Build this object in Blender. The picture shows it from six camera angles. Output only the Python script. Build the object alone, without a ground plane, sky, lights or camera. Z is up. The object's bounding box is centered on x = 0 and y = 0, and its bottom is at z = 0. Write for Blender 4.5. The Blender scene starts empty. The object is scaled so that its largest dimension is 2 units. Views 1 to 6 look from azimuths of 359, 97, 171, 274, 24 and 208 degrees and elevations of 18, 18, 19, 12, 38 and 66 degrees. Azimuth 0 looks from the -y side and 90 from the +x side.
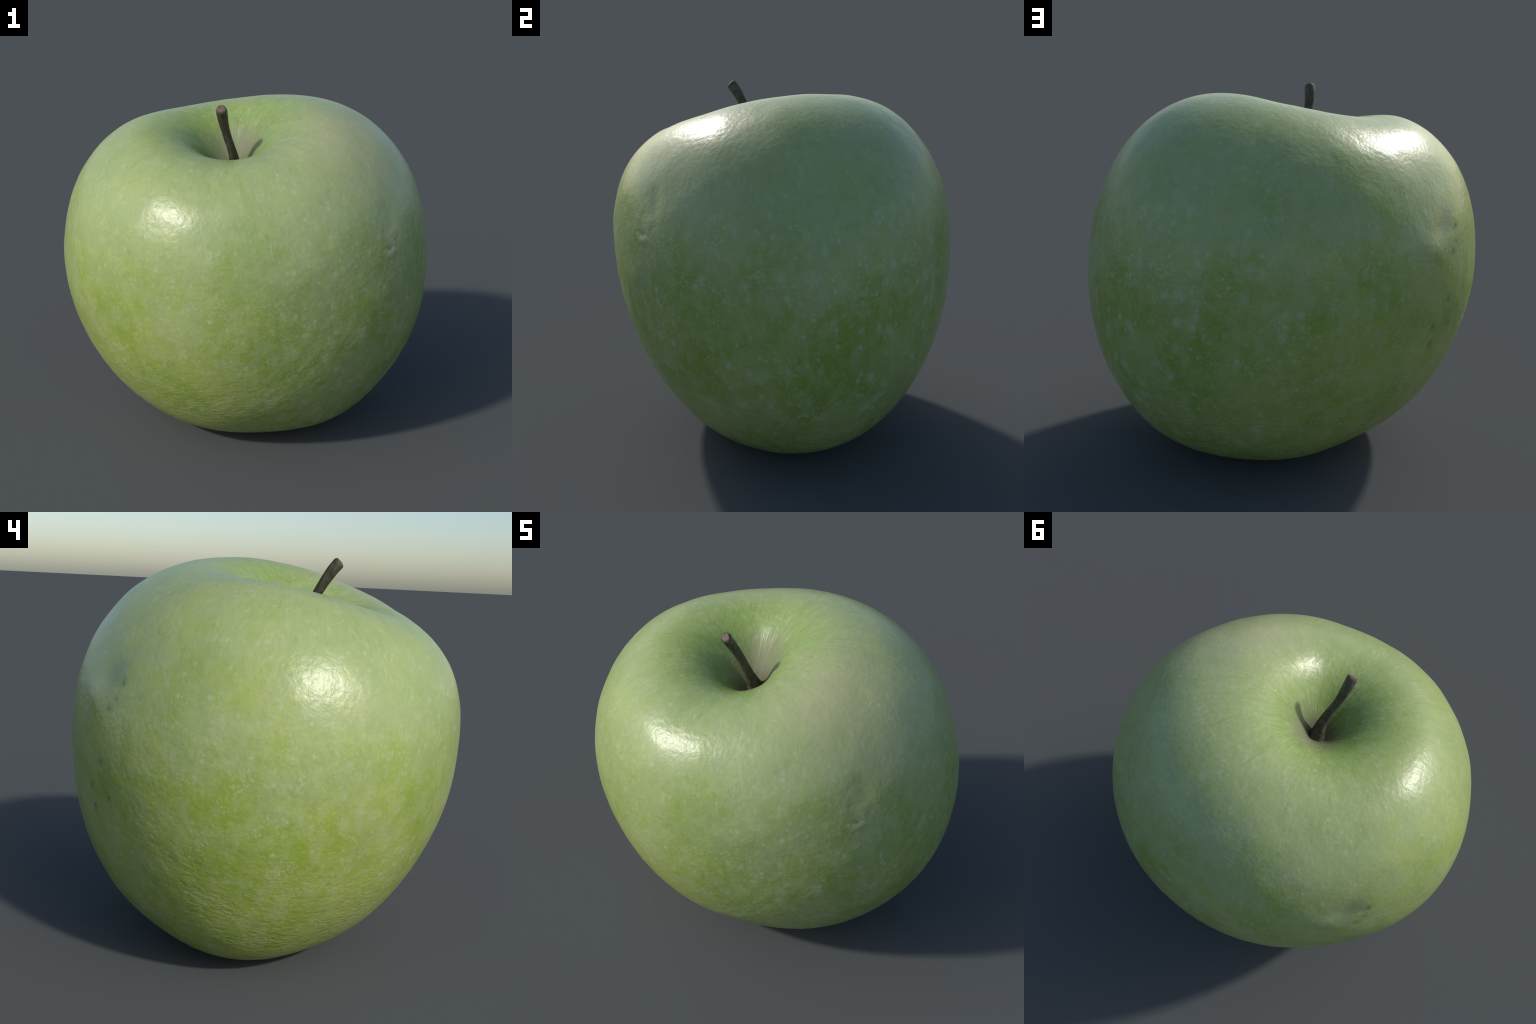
"""A green eating apple: skin-covered body with a deep stem hollow, a woody stem with a cut end,
and a small dried calyx underneath."""
import bpy
import math
import numpy as np
from mathutils import Matrix, Vector

rng = np.random.default_rng(7)

# ------------------------------------------------------------------ frame of the apple
CORE = np.array([0.0, 0.0, 0.80])                       # centre of the core
HOLLOW = np.array([-0.085, -0.112, 1.44])               # floor of the stem hollow
AX_Z = (HOLLOW - CORE) / np.linalg.norm(HOLLOW - CORE)   # core axis, leaning a little
AX_X = np.array([1.0, 0, 0]) - AX_Z * AX_Z[0]
AX_X /= np.linalg.norm(AX_X)
AX_Y = np.cross(AX_Z, AX_X)
FRAME = np.stack([AX_X, AX_Y, AX_Z], 1)                  # columns: local axes in world


def to_local(p):
    return (np.asarray(p, float) - CORE) @ FRAME


# ------------------------------------------------------------------ form of the body
# Radius from the core (mm) at polar angles from the stem hollow to the calyx end:
# a mean profile, then how it leans, goes oval and is lobed round the axis.
ANGLE = [0, 3, 6, 9, 12, 16, 20, 25, 31, 38, 46, 55, 65, 76, 88, 100, 113, 126, 140, 155, 168, 180]
PROFILE = [643, 656, 700, 767, 838, 917, 975, 1025, 1059, 1075, 1071, 1046, 1007, 965, 928, 904, 892, 890, 893, 871, 832, 814]
LOBES = {
    (1, "cos"): [0, -1, 6, 6, -3, -11, -13, -11, -7, -2, 3, 9, 12, 16, 23, 29, 32, 35, 45, 52, 35, 0],
    (1, "sin"): [0, 10, 18, 22, 23, 23, 22, 21, 20, 22, 27, 35, 41, 42, 40, 39, 38, 36, 34, 40, 33, 0],
    (2, "cos"): [0, -2, 4, 18, 25, 28, 29, 29, 28, 29, 31, 35, 41, 47, 52, 52, 49, 44, 32, 13, 3, 0],
    (2, "sin"): [0, -5, -5, 2, 7, 9, 10, 11, 11, 13, 15, 17, 18, 18, 18, 19, 18, 16, 11, 1, -1, 0],
    (3, "cos"): [0, 0, 0, 0, 0, 0, 0, -1, -1, 0, 0, 0, 1, 1, 0, 0, 0, -1, -1, 1, 0, 0],
    (3, "sin"): [0, 0, 0, 0, 0, 0, 0, 1, 2, 4, 5, 5, 3, 3, 5, 6, 6, 3, -1, -1, 0, 0],
    (4, "cos"): [0, 0, 0, 0, 0, 0, 0, 0, -1, 0, 1, 2, 4, 5, 5, 5, 6, 6, 4, 1, 0, 0],
    (4, "sin"): [0, 0, 0, 0, 0, 0, -1, -1, -2, -2, -1, 1, 1, -1, -1, 0, 1, 2, 3, 1, 0, 0],
    (5, "cos"): [0, 0, 0, 0, 0, 0, 0, 0, 0, -1, -1, -1, -1, -3, -5, -4, -3, -3, -3, -1, 0, 0],
    (5, "sin"): [0, 0, 0, 0, 0, 0, 0, 1, 1, 2, 3, 4, 3, 2, 2, 2, 2, 2, 1, 0, 0, 0],
    (6, "cos"): [0, 0, 0, 0, 0, 0, 0, 0, 0, 0, 0, 1, 1, 1, 1, 1, 2, 2, 1, 0, 0, 0],
    (6, "sin"): [0, 0, 0, 0, 0, 0, 0, 0, 0, 0, 0, 0, 0, 1, 1, 0, 0, 1, 1, 0, 0, 0],
    (7, "cos"): [0, 0, 0, 0, 0, 0, 0, 0, 0, 0, 1, 2, 1, 1, 0, 0, 0, -1, 0, 0, 0, 0],
    (7, "sin"): [0, 0, 0, 0, 0, 0, 0, 0, 0, 0, 0, 1, 1, 2, 2, 1, 0, -1, 0, 0, 0, 0],
}


def spline(xk, yk, x):
    """Natural cubic spline."""
    xk, yk = np.asarray(xk, float), np.asarray(yk, float)
    n, h = len(xk), np.diff(xk)
    a = np.zeros((n, n))
    b = np.zeros(n)
    a[0, 0] = a[-1, -1] = 1
    for i in range(1, n - 1):
        a[i, i - 1:i + 2] = h[i - 1], 2 * (h[i - 1] + h[i]), h[i]
        b[i] = 6 * ((yk[i + 1] - yk[i]) / h[i] - (yk[i] - yk[i - 1]) / h[i - 1])
    m = np.linalg.solve(a, b)
    i = np.clip(np.searchsorted(xk, x) - 1, 0, n - 2)
    t, hi = x - xk[i], h[i]
    return yk[i] + t * ((yk[i + 1] - yk[i]) / hi - hi * (2 * m[i] + m[i + 1]) / 6) + t * t * m[i] / 2 + t ** 3 * (m[i + 1] - m[i]) / (6 * hi)


def meridian(values, sign):
    """A curve over the polar angle in degrees, continued evenly or oddly past both poles."""
    k, v = np.array(ANGLE, float), np.array(values, float) / 1000
    kk = np.concatenate([-k[4:0:-1], k, 360 - k[-2:-6:-1]])
    vv = np.concatenate([sign * v[4:0:-1], v, sign * v[-2:-6:-1]])
    return lambda x: spline(kk, vv, x)


MEAN = meridian(PROFILE, 1)
WAVES = [(m, f, meridian(v, -1 if m % 2 else 1)) for (m, f), v in LOBES.items()]


def unit(p):
    return p / np.linalg.norm(p, axis=-1, keepdims=True)


def smoothstep(x):
    x = np.clip(x, 0, 1)
    return x * x * (3 - 2 * x)


# Small local relief, each given by a world position on the skin, spread along the meridian and
# across it (m), turn (degrees) and depth (m, negative = dent).
RELIEF = [
    ((0.690, -0.570, 1.207), 0.012, 0.028, 8, -0.0026),   # slit of the scar
    ((0.695, -0.570, 1.178), 0.022, 0.034, 8, 0.0020),    # soft lip under it
    ((0.690, -0.508, 1.365), 0.075, 0.036, -14, -0.0036), # shallow crease above the scar
    ((0.708, -0.530, 1.278), 0.026, 0.030, 0, 0.0020),    # lump between crease and scar
    ((0.640, -0.560, 1.290), 0.030, 0.025, 10, -0.0015),
    ((-0.650, 0.575, 1.350), 0.085, 0.075, 20, -0.0075),  # dent of an old bruise
    ((-0.610, 0.630, 1.310), 0.045, 0.060, -10, -0.0035),
    ((-0.585, 0.665, 1.215), 0.060, 0.060, 0, 0.0040),    # swelling under the bruise
    ((-0.700, 0.530, 1.270), 0.035, 0.030, 30, -0.0020),
]


def relief(d, r):
    """Sum of the local dents and swellings for directions d (local) and radii r."""
    out = np.zeros(len(d))
    for pos, along, across, turn, depth in RELIEF:
        c = unit(to_local(pos))
        north = np.array([0, 0, 1.0]) - c * c[2]
        north /= np.linalg.norm(north)
        east = np.cross(north, c)
        a = math.radians(turn)
        n2, e2 = north * math.cos(a) + east * math.sin(a), east * math.cos(a) - north * math.sin(a)
        u, v = (d @ n2) * r, (d @ e2) * r
        out += np.where(d @ c > 0.5, depth * np.exp(-(u / along) ** 2 - (v / across) ** 2), 0)
    return out


def waves3(p, scale, count, seed):
    """Soft unevenness: a few plane waves of random direction and phase."""
    g = np.random.default_rng(seed)
    k = unit(g.normal(size=(count, 3))) * scale * g.uniform(0.6, 1.4, (count, 1))
    ph = g.uniform(0, math.tau, count)
    return np.sin(p @ k.T + ph).sum(1) / math.sqrt(count)


def body_radius(theta, psi):
    deg = np.degrees(theta)
    r = MEAN(deg)
    for m, f, curve in WAVES:
        r = r + curve(deg) * (np.cos(m * psi) if f == "cos" else np.sin(m * psi))
    return r


def body_points(theta, psi):
    """Local points of the skin for polar angles and azimuths (flat arrays)."""
    r = body_radius(theta, psi)
    d = np.stack([np.sin(theta) * np.cos(psi), np.sin(theta) * np.sin(psi), np.cos(theta)], 1)
    r = r + relief(d, r)
    r = r + smoothstep((theta - 0.12) / 0.35) * ((0.0003 + 0.0010 * smoothstep((1.5 - theta) / 0.6)) * waves3(d, 26, 30, 3) + 0.0004 * waves3(d, 60, 40, 5))
    # settled flat where it rests on the ground, and a calyx basin above that
    down = -(d @ FRAME.T)[:, 2]
    rest = np.where(down > 0.3, (CORE[2] - 0.001) / np.maximum(down, 0.3), 9.0)
    soft = 0.008
    r = np.where(r > rest - 6 * soft, rest - soft * np.log1p(np.exp(np.clip((rest - r) / soft, -50, 50))), r)
    t = math.pi - theta
    r = r - 0.10 * np.exp(-(t / 0.13) ** 2)
    return d * r[:, None]


def mesh_object(name, verts, faces, material, parent=None, smooth=True):
    me = bpy.data.meshes.new(name)
    me.from_pydata([tuple(v) for v in verts], [], faces)
    me.materials.append(material)
    if smooth:
        me.polygons.foreach_set("use_smooth", [True] * len(me.polygons))
    me.update()
    ob = bpy.data.objects.new(name, me)
    bpy.context.scene.collection.objects.link(ob)
    if parent:
        ob.parent = parent
    return ob


# ------------------------------------------------------------------ node helpers
class Nodes:
    def __init__(self, name):
        self.mat = bpy.data.materials.new(name)
        self.mat.use_nodes = True
        self.t = self.mat.node_tree
        self.t.nodes.clear()
        self.out = self.n("ShaderNodeOutputMaterial")
        self.bsdf = self.n("ShaderNodeBsdfPrincipled")
        self.link(self.bsdf.outputs[0], self.out.inputs[0])
        self.pos = self.n("ShaderNodeTexCoord").outputs["Object"]

    def n(self, kind, **kw):
        node = self.t.nodes.new(kind)
        for k, v in kw.items():
            setattr(node, k, v)
        return node

    def link(self, a, b):
        self.t.links.new(a, b)

    def put(self, socket, v):
        if isinstance(v, bpy.types.NodeSocket):
            self.link(v, socket)
        elif isinstance(v, (tuple, list, np.ndarray)):
            v = tuple(float(x) for x in v)
            socket.default_value = v if len(socket.default_value) == len(v) else (*v, 1.0)
        else:
            socket.default_value = v

    def math(self, op, a, b=0.0, c=0.0, clamp=False):
        m = self.n("ShaderNodeMath", operation=op, use_clamp=clamp)
        for s, v in zip(m.inputs, (a, b, c)):
            self.put(s, v)
        return m.outputs[0]

    def vmath(self, op, a, b=(0, 0, 0), out=0):
        m = self.n("ShaderNodeVectorMath", operation=op)
        self.put(m.inputs[0], a)
        if op == "SCALE":
            self.put(m.inputs["Scale"], b)
        else:
            self.put(m.inputs[1], b)
        return m.outputs[out]

    def noise(self, vec, scale, detail=2.0, rough=0.5, distort=0.0):
        m = self.n("ShaderNodeTexNoise")
        for k, v in (("Vector", vec), ("Scale", scale), ("Detail", detail), ("Roughness", rough), ("Distortion", distort)):
            self.put(m.inputs[k], v)
        return m.outputs["Fac"]

    def ramp(self, v, lo, hi, a=0.0, b=1.0, smooth=True):
        m = self.n("ShaderNodeMapRange", interpolation_type="SMOOTHSTEP" if smooth else "LINEAR")
        for s, x in zip(m.inputs, (v, lo, hi, a, b)):
            self.put(s, x)
        return m.outputs[0]

    def mix(self, f, a, b, blend="MIX"):
        m = self.n("ShaderNodeMix", data_type="RGBA", blend_type=blend)
        self.put(m.inputs[0], f)
        self.put(m.inputs[6], a)
        self.put(m.inputs[7], b)
        return m.outputs[2]

    def xyz(self, v):
        m = self.n("ShaderNodeSeparateXYZ")
        self.put(m.inputs[0], v)
        return m.outputs

    def vec(self, x, y, z):
        m = self.n("ShaderNodeCombineXYZ")
        for s, v in zip(m.inputs, (x, y, z)):
            self.put(s, v)
        return m.outputs[0]

    def near(self, centre, inner, outer, wobble=None):
        """1 inside a ball round a local point, fading to 0 at its rim."""
        d = self.vmath("DISTANCE", self.pos, tuple(centre), out="Value")
        if wobble is not None:
            d = self.math("ADD", d, wobble)
        return self.ramp(d, inner, outer, 1.0, 0.0)


# ------------------------------------------------------------------ skin
def skin_material():
    s = Nodes("apple_skin")
    p = s.pos
    x, y, z = s.xyz(p)
    r = s.vmath("LENGTH", p, out="Value")
    flat = s.math("SQRT", s.math("ADD", s.math("MULTIPLY", x, x), s.math("MULTIPLY", y, y)))
    polar = s.math("ARCTAN2", flat, z)                    # 0 at the hollow, pi at the calyx
    inv = s.math("DIVIDE", 1.0, s.math("MAXIMUM", flat, 0.002))
    cu, su = s.math("MULTIPLY", x, inv), s.math("MULTIPLY", y, inv)
    streak = s.vec(cu, su, s.math("MULTIPLY", polar, 0.22))   # stretched along the meridians
    broad = s.vec(cu, su, s.math("MULTIPLY", polar, 0.42))    # the same, less drawn out
    hoop = s.vec(s.math("MULTIPLY", cu, 0.95), s.math("MULTIPLY", su, 0.95), s.math("MULTIPLY", polar, 2.0))

    # ground colour: yellow-green with deeper green clouds
    clouds = s.noise(p, 2.6, 5, 0.62)
    base = s.mix(s.ramp(clouds, 0.38, 0.62), (0.318, 0.390, 0.078), (0.250, 0.340, 0.045))
    # yellower towards -x, greener towards +x, that green lightened to lift the shaded side
    warm = s.ramp(s.math("ADD", x, s.math("MULTIPLY", s.math("SUBTRACT", clouds, 0.5), 1.0)), -0.7, 0.6)
    base = s.mix(s.math("MULTIPLY", warm, 0.62), base, s.mix(s.ramp(clouds, 0.40, 0.60), (0.270, 0.355, 0.130), (0.205, 0.305, 0.060)))

    # pale veil in the skin: cloudy and mottled on the flanks, drawn out into streaks round the hollow
    top = s.ramp(polar, 1.35, 0.65)
    wide = s.noise(p, 4.2, 4, 0.6)
    shoulder = s.ramp(s.math("ADD", polar, s.math("MULTIPLY", s.math("SUBTRACT", wide, 0.5), 2.4)), 1.70, 0.65)
    rim = s.ramp(polar, 0.20, 0.52)
    base = s.mix(s.math("MULTIPLY", s.math("MULTIPLY", shoulder, 0.55), rim), base, (0.312, 0.380, 0.208))
    inside = s.math("MULTIPLY", s.math("SUBTRACT", 1.0, rim), 0.75)
    base = s.mix(inside, base, (0.160, 0.268, 0.055))  # green darkened to bring the hollow nearer its shadowed look
    veil_a = s.ramp(s.noise(s.vmath("MULTIPLY", p, (1.0, 1.0, 0.7)), 16, 7, 0.68), 0.43, 0.62)
    veil_b = s.ramp(s.math("ADD", s.math("MULTIPLY", s.noise(broad, 24, 6, 0.66), 0.6), s.math("MULTIPLY", s.noise(p, 20, 5, 0.66), 0.4)), 0.43, 0.61)
    veil = s.mix(s.math("MULTIPLY", top, 0.7), veil_a, veil_b)
    base = s.mix(s.math("MULTIPLY", veil, 0.42), base, (0.372, 0.435, 0.190))
    green = s.ramp(s.noise(s.mix(top, p, s.vmath("SCALE", streak, 3.0)), 6.5, 5, 0.65), 0.54, 0.70)
    base = s.mix(s.math("MULTIPLY", green, 0.34), base, (0.195, 0.320, 0.040))

    # fine flecks, whiter where they gather in clumps
    fleck = s.ramp(s.noise(p, 72, 5, 0.68), 0.49, 0.66)
    fine = s.ramp(s.noise(broad, 62, 5, 0.66), 0.48, 0.68)
    clump = s.ramp(s.noise(s.vmath("ADD", p, (7.0, 3.0, 5.0)), 9, 3, 0.6), 0.48, 0.68)
    base = s.mix(s.math("MULTIPLY", s.mix(s.math("MULTIPLY", top, 0.8), fleck, fine), s.math("ADD", 0.18, s.math("MULTIPLY", clump, 0.42))), base, (0.470, 0.530, 0.330))

    # lenticels: soft pale dots, larger and clearer on the shaded cheek low down
    cheek = s.math("MULTIPLY", s.ramp(x, -0.35, 0.30), s.ramp(polar, 0.95, 1.6))
    tall = s.vmath("ADD", s.vmath("MULTIPLY", p, (1.0, 1.0, 0.68)), s.vmath("SCALE", s.vec(s.noise(p, 9, 2), s.noise(p, 8, 2), 0.0), 0.05))
    for scale, size, soft, least, seed in ((11, 0.46, 0.48, 0.08, 0.0), (16, 0.42, 0.70, 0.38, 3.7), (27, 0.36, 0.80, 0.70, 8.1)):
        v = s.n("ShaderNodeTexVoronoi", feature="F1")
        s.put(v.inputs["Vector"], s.vmath("ADD", tall, (seed, seed * 2, 1.3)))
        s.put(v.inputs["Scale"], scale)
        keep = s.ramp(s.xyz(v.outputs["Color"])[0], 0.35, 0.85)
        edge = s.math("ADD", s.math("MULTIPLY", s.math("SUBTRACT", s.noise(p, 75, 3), 0.5), 0.20), v.outputs["Distance"])
        dot = s.math("MULTIPLY", s.ramp(edge, -0.04, size, 1.0, 0.0), keep)
        dot = s.math("MULTIPLY", dot, s.math("ADD", least, s.math("MULTIPLY", cheek, 1.0 - least)))
        base = s.mix(s.math("MULTIPLY", dot, soft), base, (0.440, 0.510, 0.335))

    # a dull beige-pink blush on the shoulder
    bl = s.near(to_local((0.47, -0.36, 1.70)), 0.0, 0.60, s.math("MULTIPLY", s.math("SUBTRACT", s.noise(streak, 6, 4), 0.5), 0.5))
    base = s.mix(s.math("MULTIPLY", bl, 0.45), base, (0.435, 0.405, 0.245))

    # bruise with a greyish cast
    br = s.near(to_local((-0.635, 0.595, 1.33)), 0.02, 0.17, s.math("MULTIPLY", s.math("SUBTRACT", s.noise(p, 12, 4), 0.5), 0.12))
    base = s.mix(s.math("MULTIPLY", br, 0.5), base, (0.270, 0.315, 0.175))
    dent_shade = s.near(to_local((-0.665, 0.560, 1.325)), 0.0, 0.11, s.math("MULTIPLY", s.math("SUBTRACT", s.noise(p, 22, 5, 0.65), 0.5), 0.13))
    base = s.mix(s.math("MULTIPLY", dent_shade, 0.55), base, (0.170, 0.215, 0.095))  # dark tone painted into the dent to deepen its shading

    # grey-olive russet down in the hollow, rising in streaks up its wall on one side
    wob = s.math("MULTIPLY", s.math("SUBTRACT", s.noise(streak, 24, 5, 0.68), 0.5), 0.46)
    ru = s.near(to_local((-0.055, -0.030, 1.53)), 0.05, 0.27, wob)
    base = s.mix(s.math("MULTIPLY", ru, 0.78), base, (0.172, 0.170, 0.112))
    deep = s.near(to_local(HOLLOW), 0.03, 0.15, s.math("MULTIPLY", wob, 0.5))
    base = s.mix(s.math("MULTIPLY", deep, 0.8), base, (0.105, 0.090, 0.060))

    # insect nicks and corky specks
    nicks = [((-0.712, 0.545, 1.228), 0.015), ((-0.693, 0.581, 1.19), 0.013), ((-0.72, 0.525, 1.30), 0.013),
             ((-0.687, 0.619, 0.967), 0.011), ((-0.605, 0.676, 0.848), 0.013), ((-0.605, 0.656, 0.759), 0.013),
             ((-0.71, 0.579, 0.823), 0.011)]
    pins = [((-0.596, -0.496, 1.548), 0.008), ((-0.585, -0.475, 1.556), 0.006), ((-0.007, -0.886, 1.196), 0.007),
            ((0.546, 0.435, 1.655), 0.006), ((-0.305, -0.264, 1.613), 0.007), ((0.69, -0.25, 1.56), 0.006)]
    nick = s.math("MULTIPLY", s.math("SUBTRACT", s.noise(s.vmath("MULTIPLY", p, (1.6, 1.6, 0.6)), 55, 2), 0.5), 0.034)
    for pos, size in nicks:
        halo = s.near(to_local(pos), size * 0.3, size * 3.2, nick)
        base = s.mix(s.math("MULTIPLY", halo, 0.5), base, (0.180, 0.225, 0.070))
        m = s.near(to_local(pos), 0.0, size * 1.3, nick)
        base = s.mix(s.math("MULTIPLY", m, 0.65), base, (0.120, 0.115, 0.060))
    for pos, size in pins:
        base = s.mix(s.math("MULTIPLY", s.near(to_local(pos), 0.0, size), 0.6), base, (0.130, 0.110, 0.065))
    lip = s.near(to_local((0.697, -0.570, 1.190)), 0.01, 0.045, nick)
    base = s.mix(s.math("MULTIPLY", lip, 0.45), base, (0.40, 0.36, 0.23))
    slit = s.near(to_local((0.690, -0.572, 1.207)), 0.003, 0.017, nick)
    base = s.mix(s.math("MULTIPLY", slit, 0.6), base, (0.16, 0.12, 0.07))

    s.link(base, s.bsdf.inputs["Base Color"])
    s.bsdf.inputs["Specular IOR Level"].default_value = 0.5
    s.put(s.bsdf.inputs["Roughness"], s.math("ADD", 0.345, s.math("MULTIPLY", s.math("MAXIMUM", ru, deep), 0.35)))
    s.bsdf.inputs["Subsurface Weight"].default_value = 0.0

    # orange-peel grain, and hoop-wise wrinkles towards the calyx end
    peel = s.noise(p, 40, 3, 0.5)
    b1 = s.n("ShaderNodeBump")
    s.put(b1.inputs["Height"], peel)
    b1.inputs["Strength"].default_value = 0.29
    b1.inputs["Distance"].default_value = 0.007
    low = s.ramp(s.math("ADD", polar, s.math("MULTIPLY", s.math("ADD", s.math("MULTIPLY", y, 0.35), x), -0.35)), 1.35, 2.75)
    wr = s.noise(hoop, 22, 4, 0.6, 0.5)
    b2 = s.n("ShaderNodeBump")
    s.put(b2.inputs["Height"], wr)
    s.put(b2.inputs["Strength"], s.math("MULTIPLY", s.math("MULTIPLY", low, s.ramp(s.noise(p, 3.5, 2), 0.3, 0.65, 0.40, 1.0)), 0.55))
    b2.inputs["Distance"].default_value = 0.019
    s.link(b1.outputs[0], b2.inputs["Normal"])
    s.link(b2.outputs[0], s.bsdf.inputs["Normal"])
    return s.mat


def build_body(parent):
    # rings crowd towards the hollow, where the skin bends most
    t = np.linspace(0, 1, 460)
    theta = math.pi * (0.62 * t + 0.38 * t ** 2.2)
    theta = theta / theta[-1] * math.pi
    theta = theta[1:-1]
    around = 620
    psi = np.arange(around) * math.tau / around
    tt, pp = np.meshgrid(theta, psi, indexing="ij")
    verts = body_points(tt.ravel(), pp.ravel())
    poles = body_points(np.array([1e-5, math.pi - 1e-5]), np.zeros(2))
    verts = np.vstack([verts, poles])
    n = len(theta)
    i, j = np.meshgrid(np.arange(n - 1), np.arange(around), indexing="ij")
    k = (j + 1) % around
    quads = np.stack([i * around + j, (i + 1) * around + j, (i + 1) * around + k, i * around + k], -1).reshape(-1, 4)
    faces = quads.tolist()
    p0, p1 = n * around, n * around + 1
    faces += [[p0, a, (a + 1) % around] for a in range(around)]
    last = (n - 1) * around
    faces += [[p1, last + (a + 1) % around, last + a] for a in range(around)]
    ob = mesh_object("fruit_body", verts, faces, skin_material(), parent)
    m = Matrix([[*FRAME[r], CORE[r]] for r in range(3)] + [[0, 0, 0, 1]])
    ob.matrix_world = m
    ob.matrix_parent_inverse = Matrix.Identity(4)
    return ob


# ------------------------------------------------------------------ stem
STEM_PATH = [(-0.082, -0.100, 1.415), (-0.082, -0.106, 1.437), (-0.084, -0.122, 1.475), (-0.092, -0.160, 1.549),
             (-0.113, -0.192, 1.627), (-0.134, -0.225, 1.697), (-0.149, -0.262, 1.760), (-0.154, -0.299, 1.807)]
STEM_RADIUS = [0.066, 0.047, 0.036, 0.0250, 0.0212, 0.0218, 0.0255, 0.0272]


def stem_material(cut):
    s = Nodes("stem_cut_wood" if cut else "stem_bark")
    p = s.pos
    grain = s.noise(s.vmath("MULTIPLY", p, (1.0, 1.0, 0.35)), 60, 5, 0.65)
    if cut:
        col = s.mix(s.ramp(grain, 0.35, 0.65), (0.105, 0.072, 0.058), (0.165, 0.110, 0.092))
    else:
        z = s.xyz(p)[2]
        col = s.mix(s.ramp(grain, 0.35, 0.68), (0.040, 0.035, 0.023), (0.110, 0.092, 0.068))
        olive = s.ramp(s.noise(p, 11, 3), 0.42, 0.62)
        col = s.mix(s.math("MULTIPLY", olive, 0.35), col, (0.055, 0.055, 0.022))
        grey = s.ramp(s.noise(s.vmath("ADD", p, (4, 1, 2)), 20, 4, 0.7), 0.55, 0.7)
        col = s.mix(s.math("MULTIPLY", grey, 0.55), col, (0.16, 0.145, 0.125))
        foot = s.ramp(z, 1.50, 1.43)
        col = s.mix(s.math("MULTIPLY", foot, 0.6), col, (0.17, 0.13, 0.085))
    s.link(col, s.bsdf.inputs["Base Color"])
    s.bsdf.inputs["Roughness"].default_value = 0.6
    s.bsdf.inputs["Specular IOR Level"].default_value = 0.35
    b = s.n("ShaderNodeBump")
    s.put(b.inputs["Height"], grain)
    b.inputs["Strength"].default_value = 0.5
    b.inputs["Distance"].default_value = 0.006
    s.link(b.outputs[0], s.bsdf.inputs["Normal"])
    return s.mat


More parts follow.
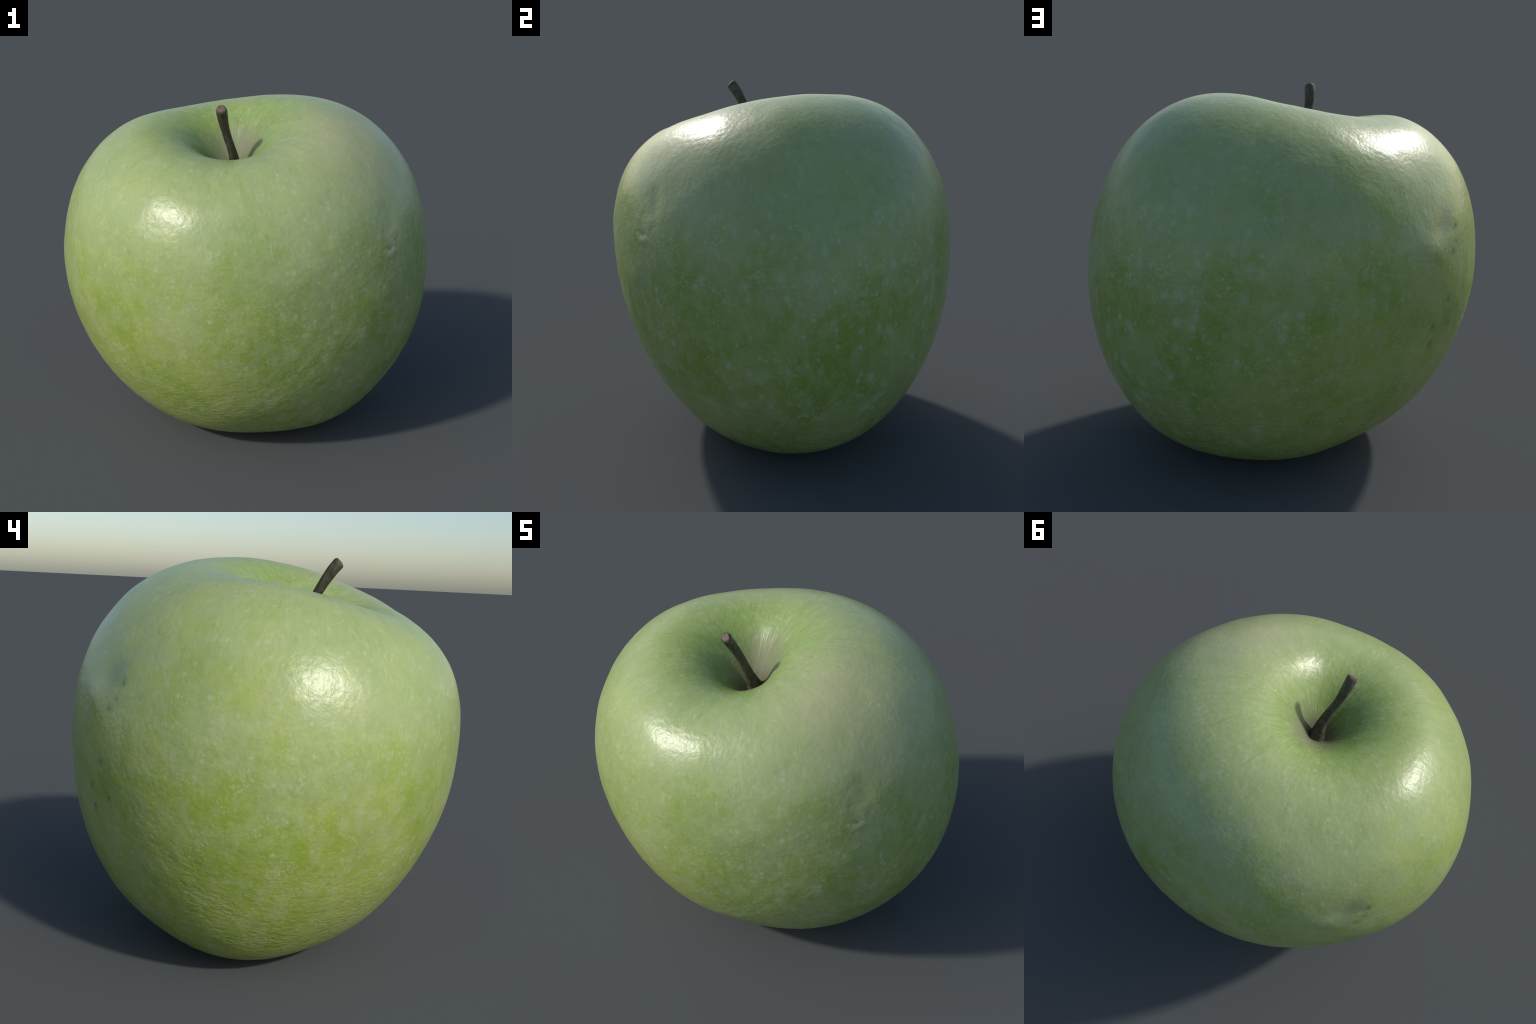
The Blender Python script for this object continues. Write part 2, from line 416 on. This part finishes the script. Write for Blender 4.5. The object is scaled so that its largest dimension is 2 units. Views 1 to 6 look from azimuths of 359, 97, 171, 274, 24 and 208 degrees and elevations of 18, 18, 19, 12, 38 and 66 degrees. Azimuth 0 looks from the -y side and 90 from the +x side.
def build_stem(parent):
    path, u = np.array(STEM_PATH), np.arange(len(STEM_PATH), dtype=float)
    rings, around = 90, 40
    q = np.linspace(0, u[-1], rings)
    centre = np.stack([spline(u, path[:, k], q) for k in range(3)], 1)
    radius = spline(u, STEM_RADIUS, q)
    tangent = unit(np.gradient(centre, axis=0))
    a = np.arange(around) * math.tau / around
    side0 = np.array([1.0, 0, 0])
    verts = []

    def ring(c, t, r, along):
        s1 = unit(side0 - t * (side0 @ t))
        s2 = np.cross(t, s1)
        # slightly ridged, not quite round
        rr = r * (1 + 0.04 * np.cos(3 * a + 2.0 * along) + 0.03 * np.cos(5 * a + 1.0) + 0.03 * np.sin(2 * a + 1.3 * along))
        return c + np.outer(np.cos(a) * rr, s1) + np.outer(np.sin(a) * rr, s2)

    for c, t, r, w in zip(centre, tangent, radius, q):
        verts.append(ring(c, t, r, w))
    # rounded shoulder towards the cut, whose plane tips over to the front
    t_end, tip = tangent[-1], centre[-1]
    cut_n = unit(t_end + np.array([-0.10, -0.25, 0.05]))
    for ahead, shrink, lean in ((0.004, 0.975, 0.5), (0.008, 0.91, 0.75), (0.0105, 0.82, 0.9), (0.0125, 0.70, 1.0)):
        verts.append(ring(tip + t_end * ahead, unit(t_end * (1 - lean) + cut_n * lean), radius[-1] * shrink, q[-1]))
    shaft = len(verts)
    v = np.vstack(verts)
    faces = [[i * around + j, i * around + (j + 1) % around, (i + 1) * around + (j + 1) % around, (i + 1) * around + j]
             for i in range(shaft - 1) for j in range(around)]
    stem = mesh_object("stem", v, faces, stem_material(False), parent)
    # the cut face: a slightly sunk disc sharing the last ring
    rim = verts[-1]
    mid = rim.mean(0)
    rings_c = [rim, mid + (rim - mid) * 0.80 + cut_n * 0.0012, mid + (rim - mid) * 0.45 - cut_n * 0.0005]
    cv = np.vstack(rings_c + [mid[None] - cut_n * 0.001])
    cf = [[i * around + j, i * around + (j + 1) % around, (i + 1) * around + (j + 1) % around, (i + 1) * around + j]
          for i in range(2) for j in range(around)]
    cf += [[2 * around + j, 2 * around + (j + 1) % around, 3 * around] for j in range(around)]
    mesh_object("cut_end", cv, cf, stem_material(True), stem)
    return stem


# ------------------------------------------------------------------ dried calyx in the basin below
def build_calyx(parent):
    s = Nodes("dried_sepal")
    col = s.mix(s.ramp(s.noise(s.pos, 50, 4), 0.35, 0.65), (0.06, 0.045, 0.025), (0.15, 0.11, 0.06))
    s.link(col, s.bsdf.inputs["Base Color"])
    s.bsdf.inputs["Roughness"].default_value = 0.8
    verts, faces = [], []
    pole = float(np.linalg.norm(body_points(np.array([math.pi - 1e-4]), np.zeros(1))[0]))
    for k in range(5):
        az = k * math.tau / 5 + rng.uniform(-0.15, 0.15)
        length, steps = rng.uniform(0.06, 0.075), 7
        out, across = np.array([math.cos(az), math.sin(az), 0]), np.array([-math.sin(az), math.cos(az), 0])
        start = len(verts)
        for i in range(steps):
            t = i / (steps - 1)
            c = out * (0.012 + length * t * 0.75) + np.array([0, 0, -pole + 0.004 - 0.035 * math.sin(t * 1.7)])
            w = 0.016 * (1 - t) ** 0.7 + 0.0015
            th = 0.004 * (1 - 0.6 * t)
            for sx, sz in ((-1, 0), (0, 1), (1, 0), (0, -1)):
                verts.append(c + across * w * sx + np.array([0, 0, th * sz]))
        for i in range(steps - 1):
            for j in range(4):
                a0, a1 = start + i * 4 + j, start + i * 4 + (j + 1) % 4
                faces.append([a0, a1, a1 + 4, a0 + 4])
        faces.append([start + j for j in range(4)][::-1])
        faces.append([start + (steps - 1) * 4 + j for j in range(4)])
    ob = mesh_object("calyx", np.array(verts), faces, s.mat, parent)
    ob.matrix_world = Matrix([[*FRAME[r], CORE[r]] for r in range(3)] + [[0, 0, 0, 1]])
    ob.matrix_parent_inverse = Matrix.Identity(4)
    ob["kind"] = "stuff"
    return ob


apple = bpy.data.objects.new("green_apple", None)
bpy.context.scene.collection.objects.link(apple)
apple["label"] = "glossy yellow-green apple with short curved brown stem"
apple["category"] = "apple"
body = build_body(apple)
build_stem(apple)
build_calyx(apple)
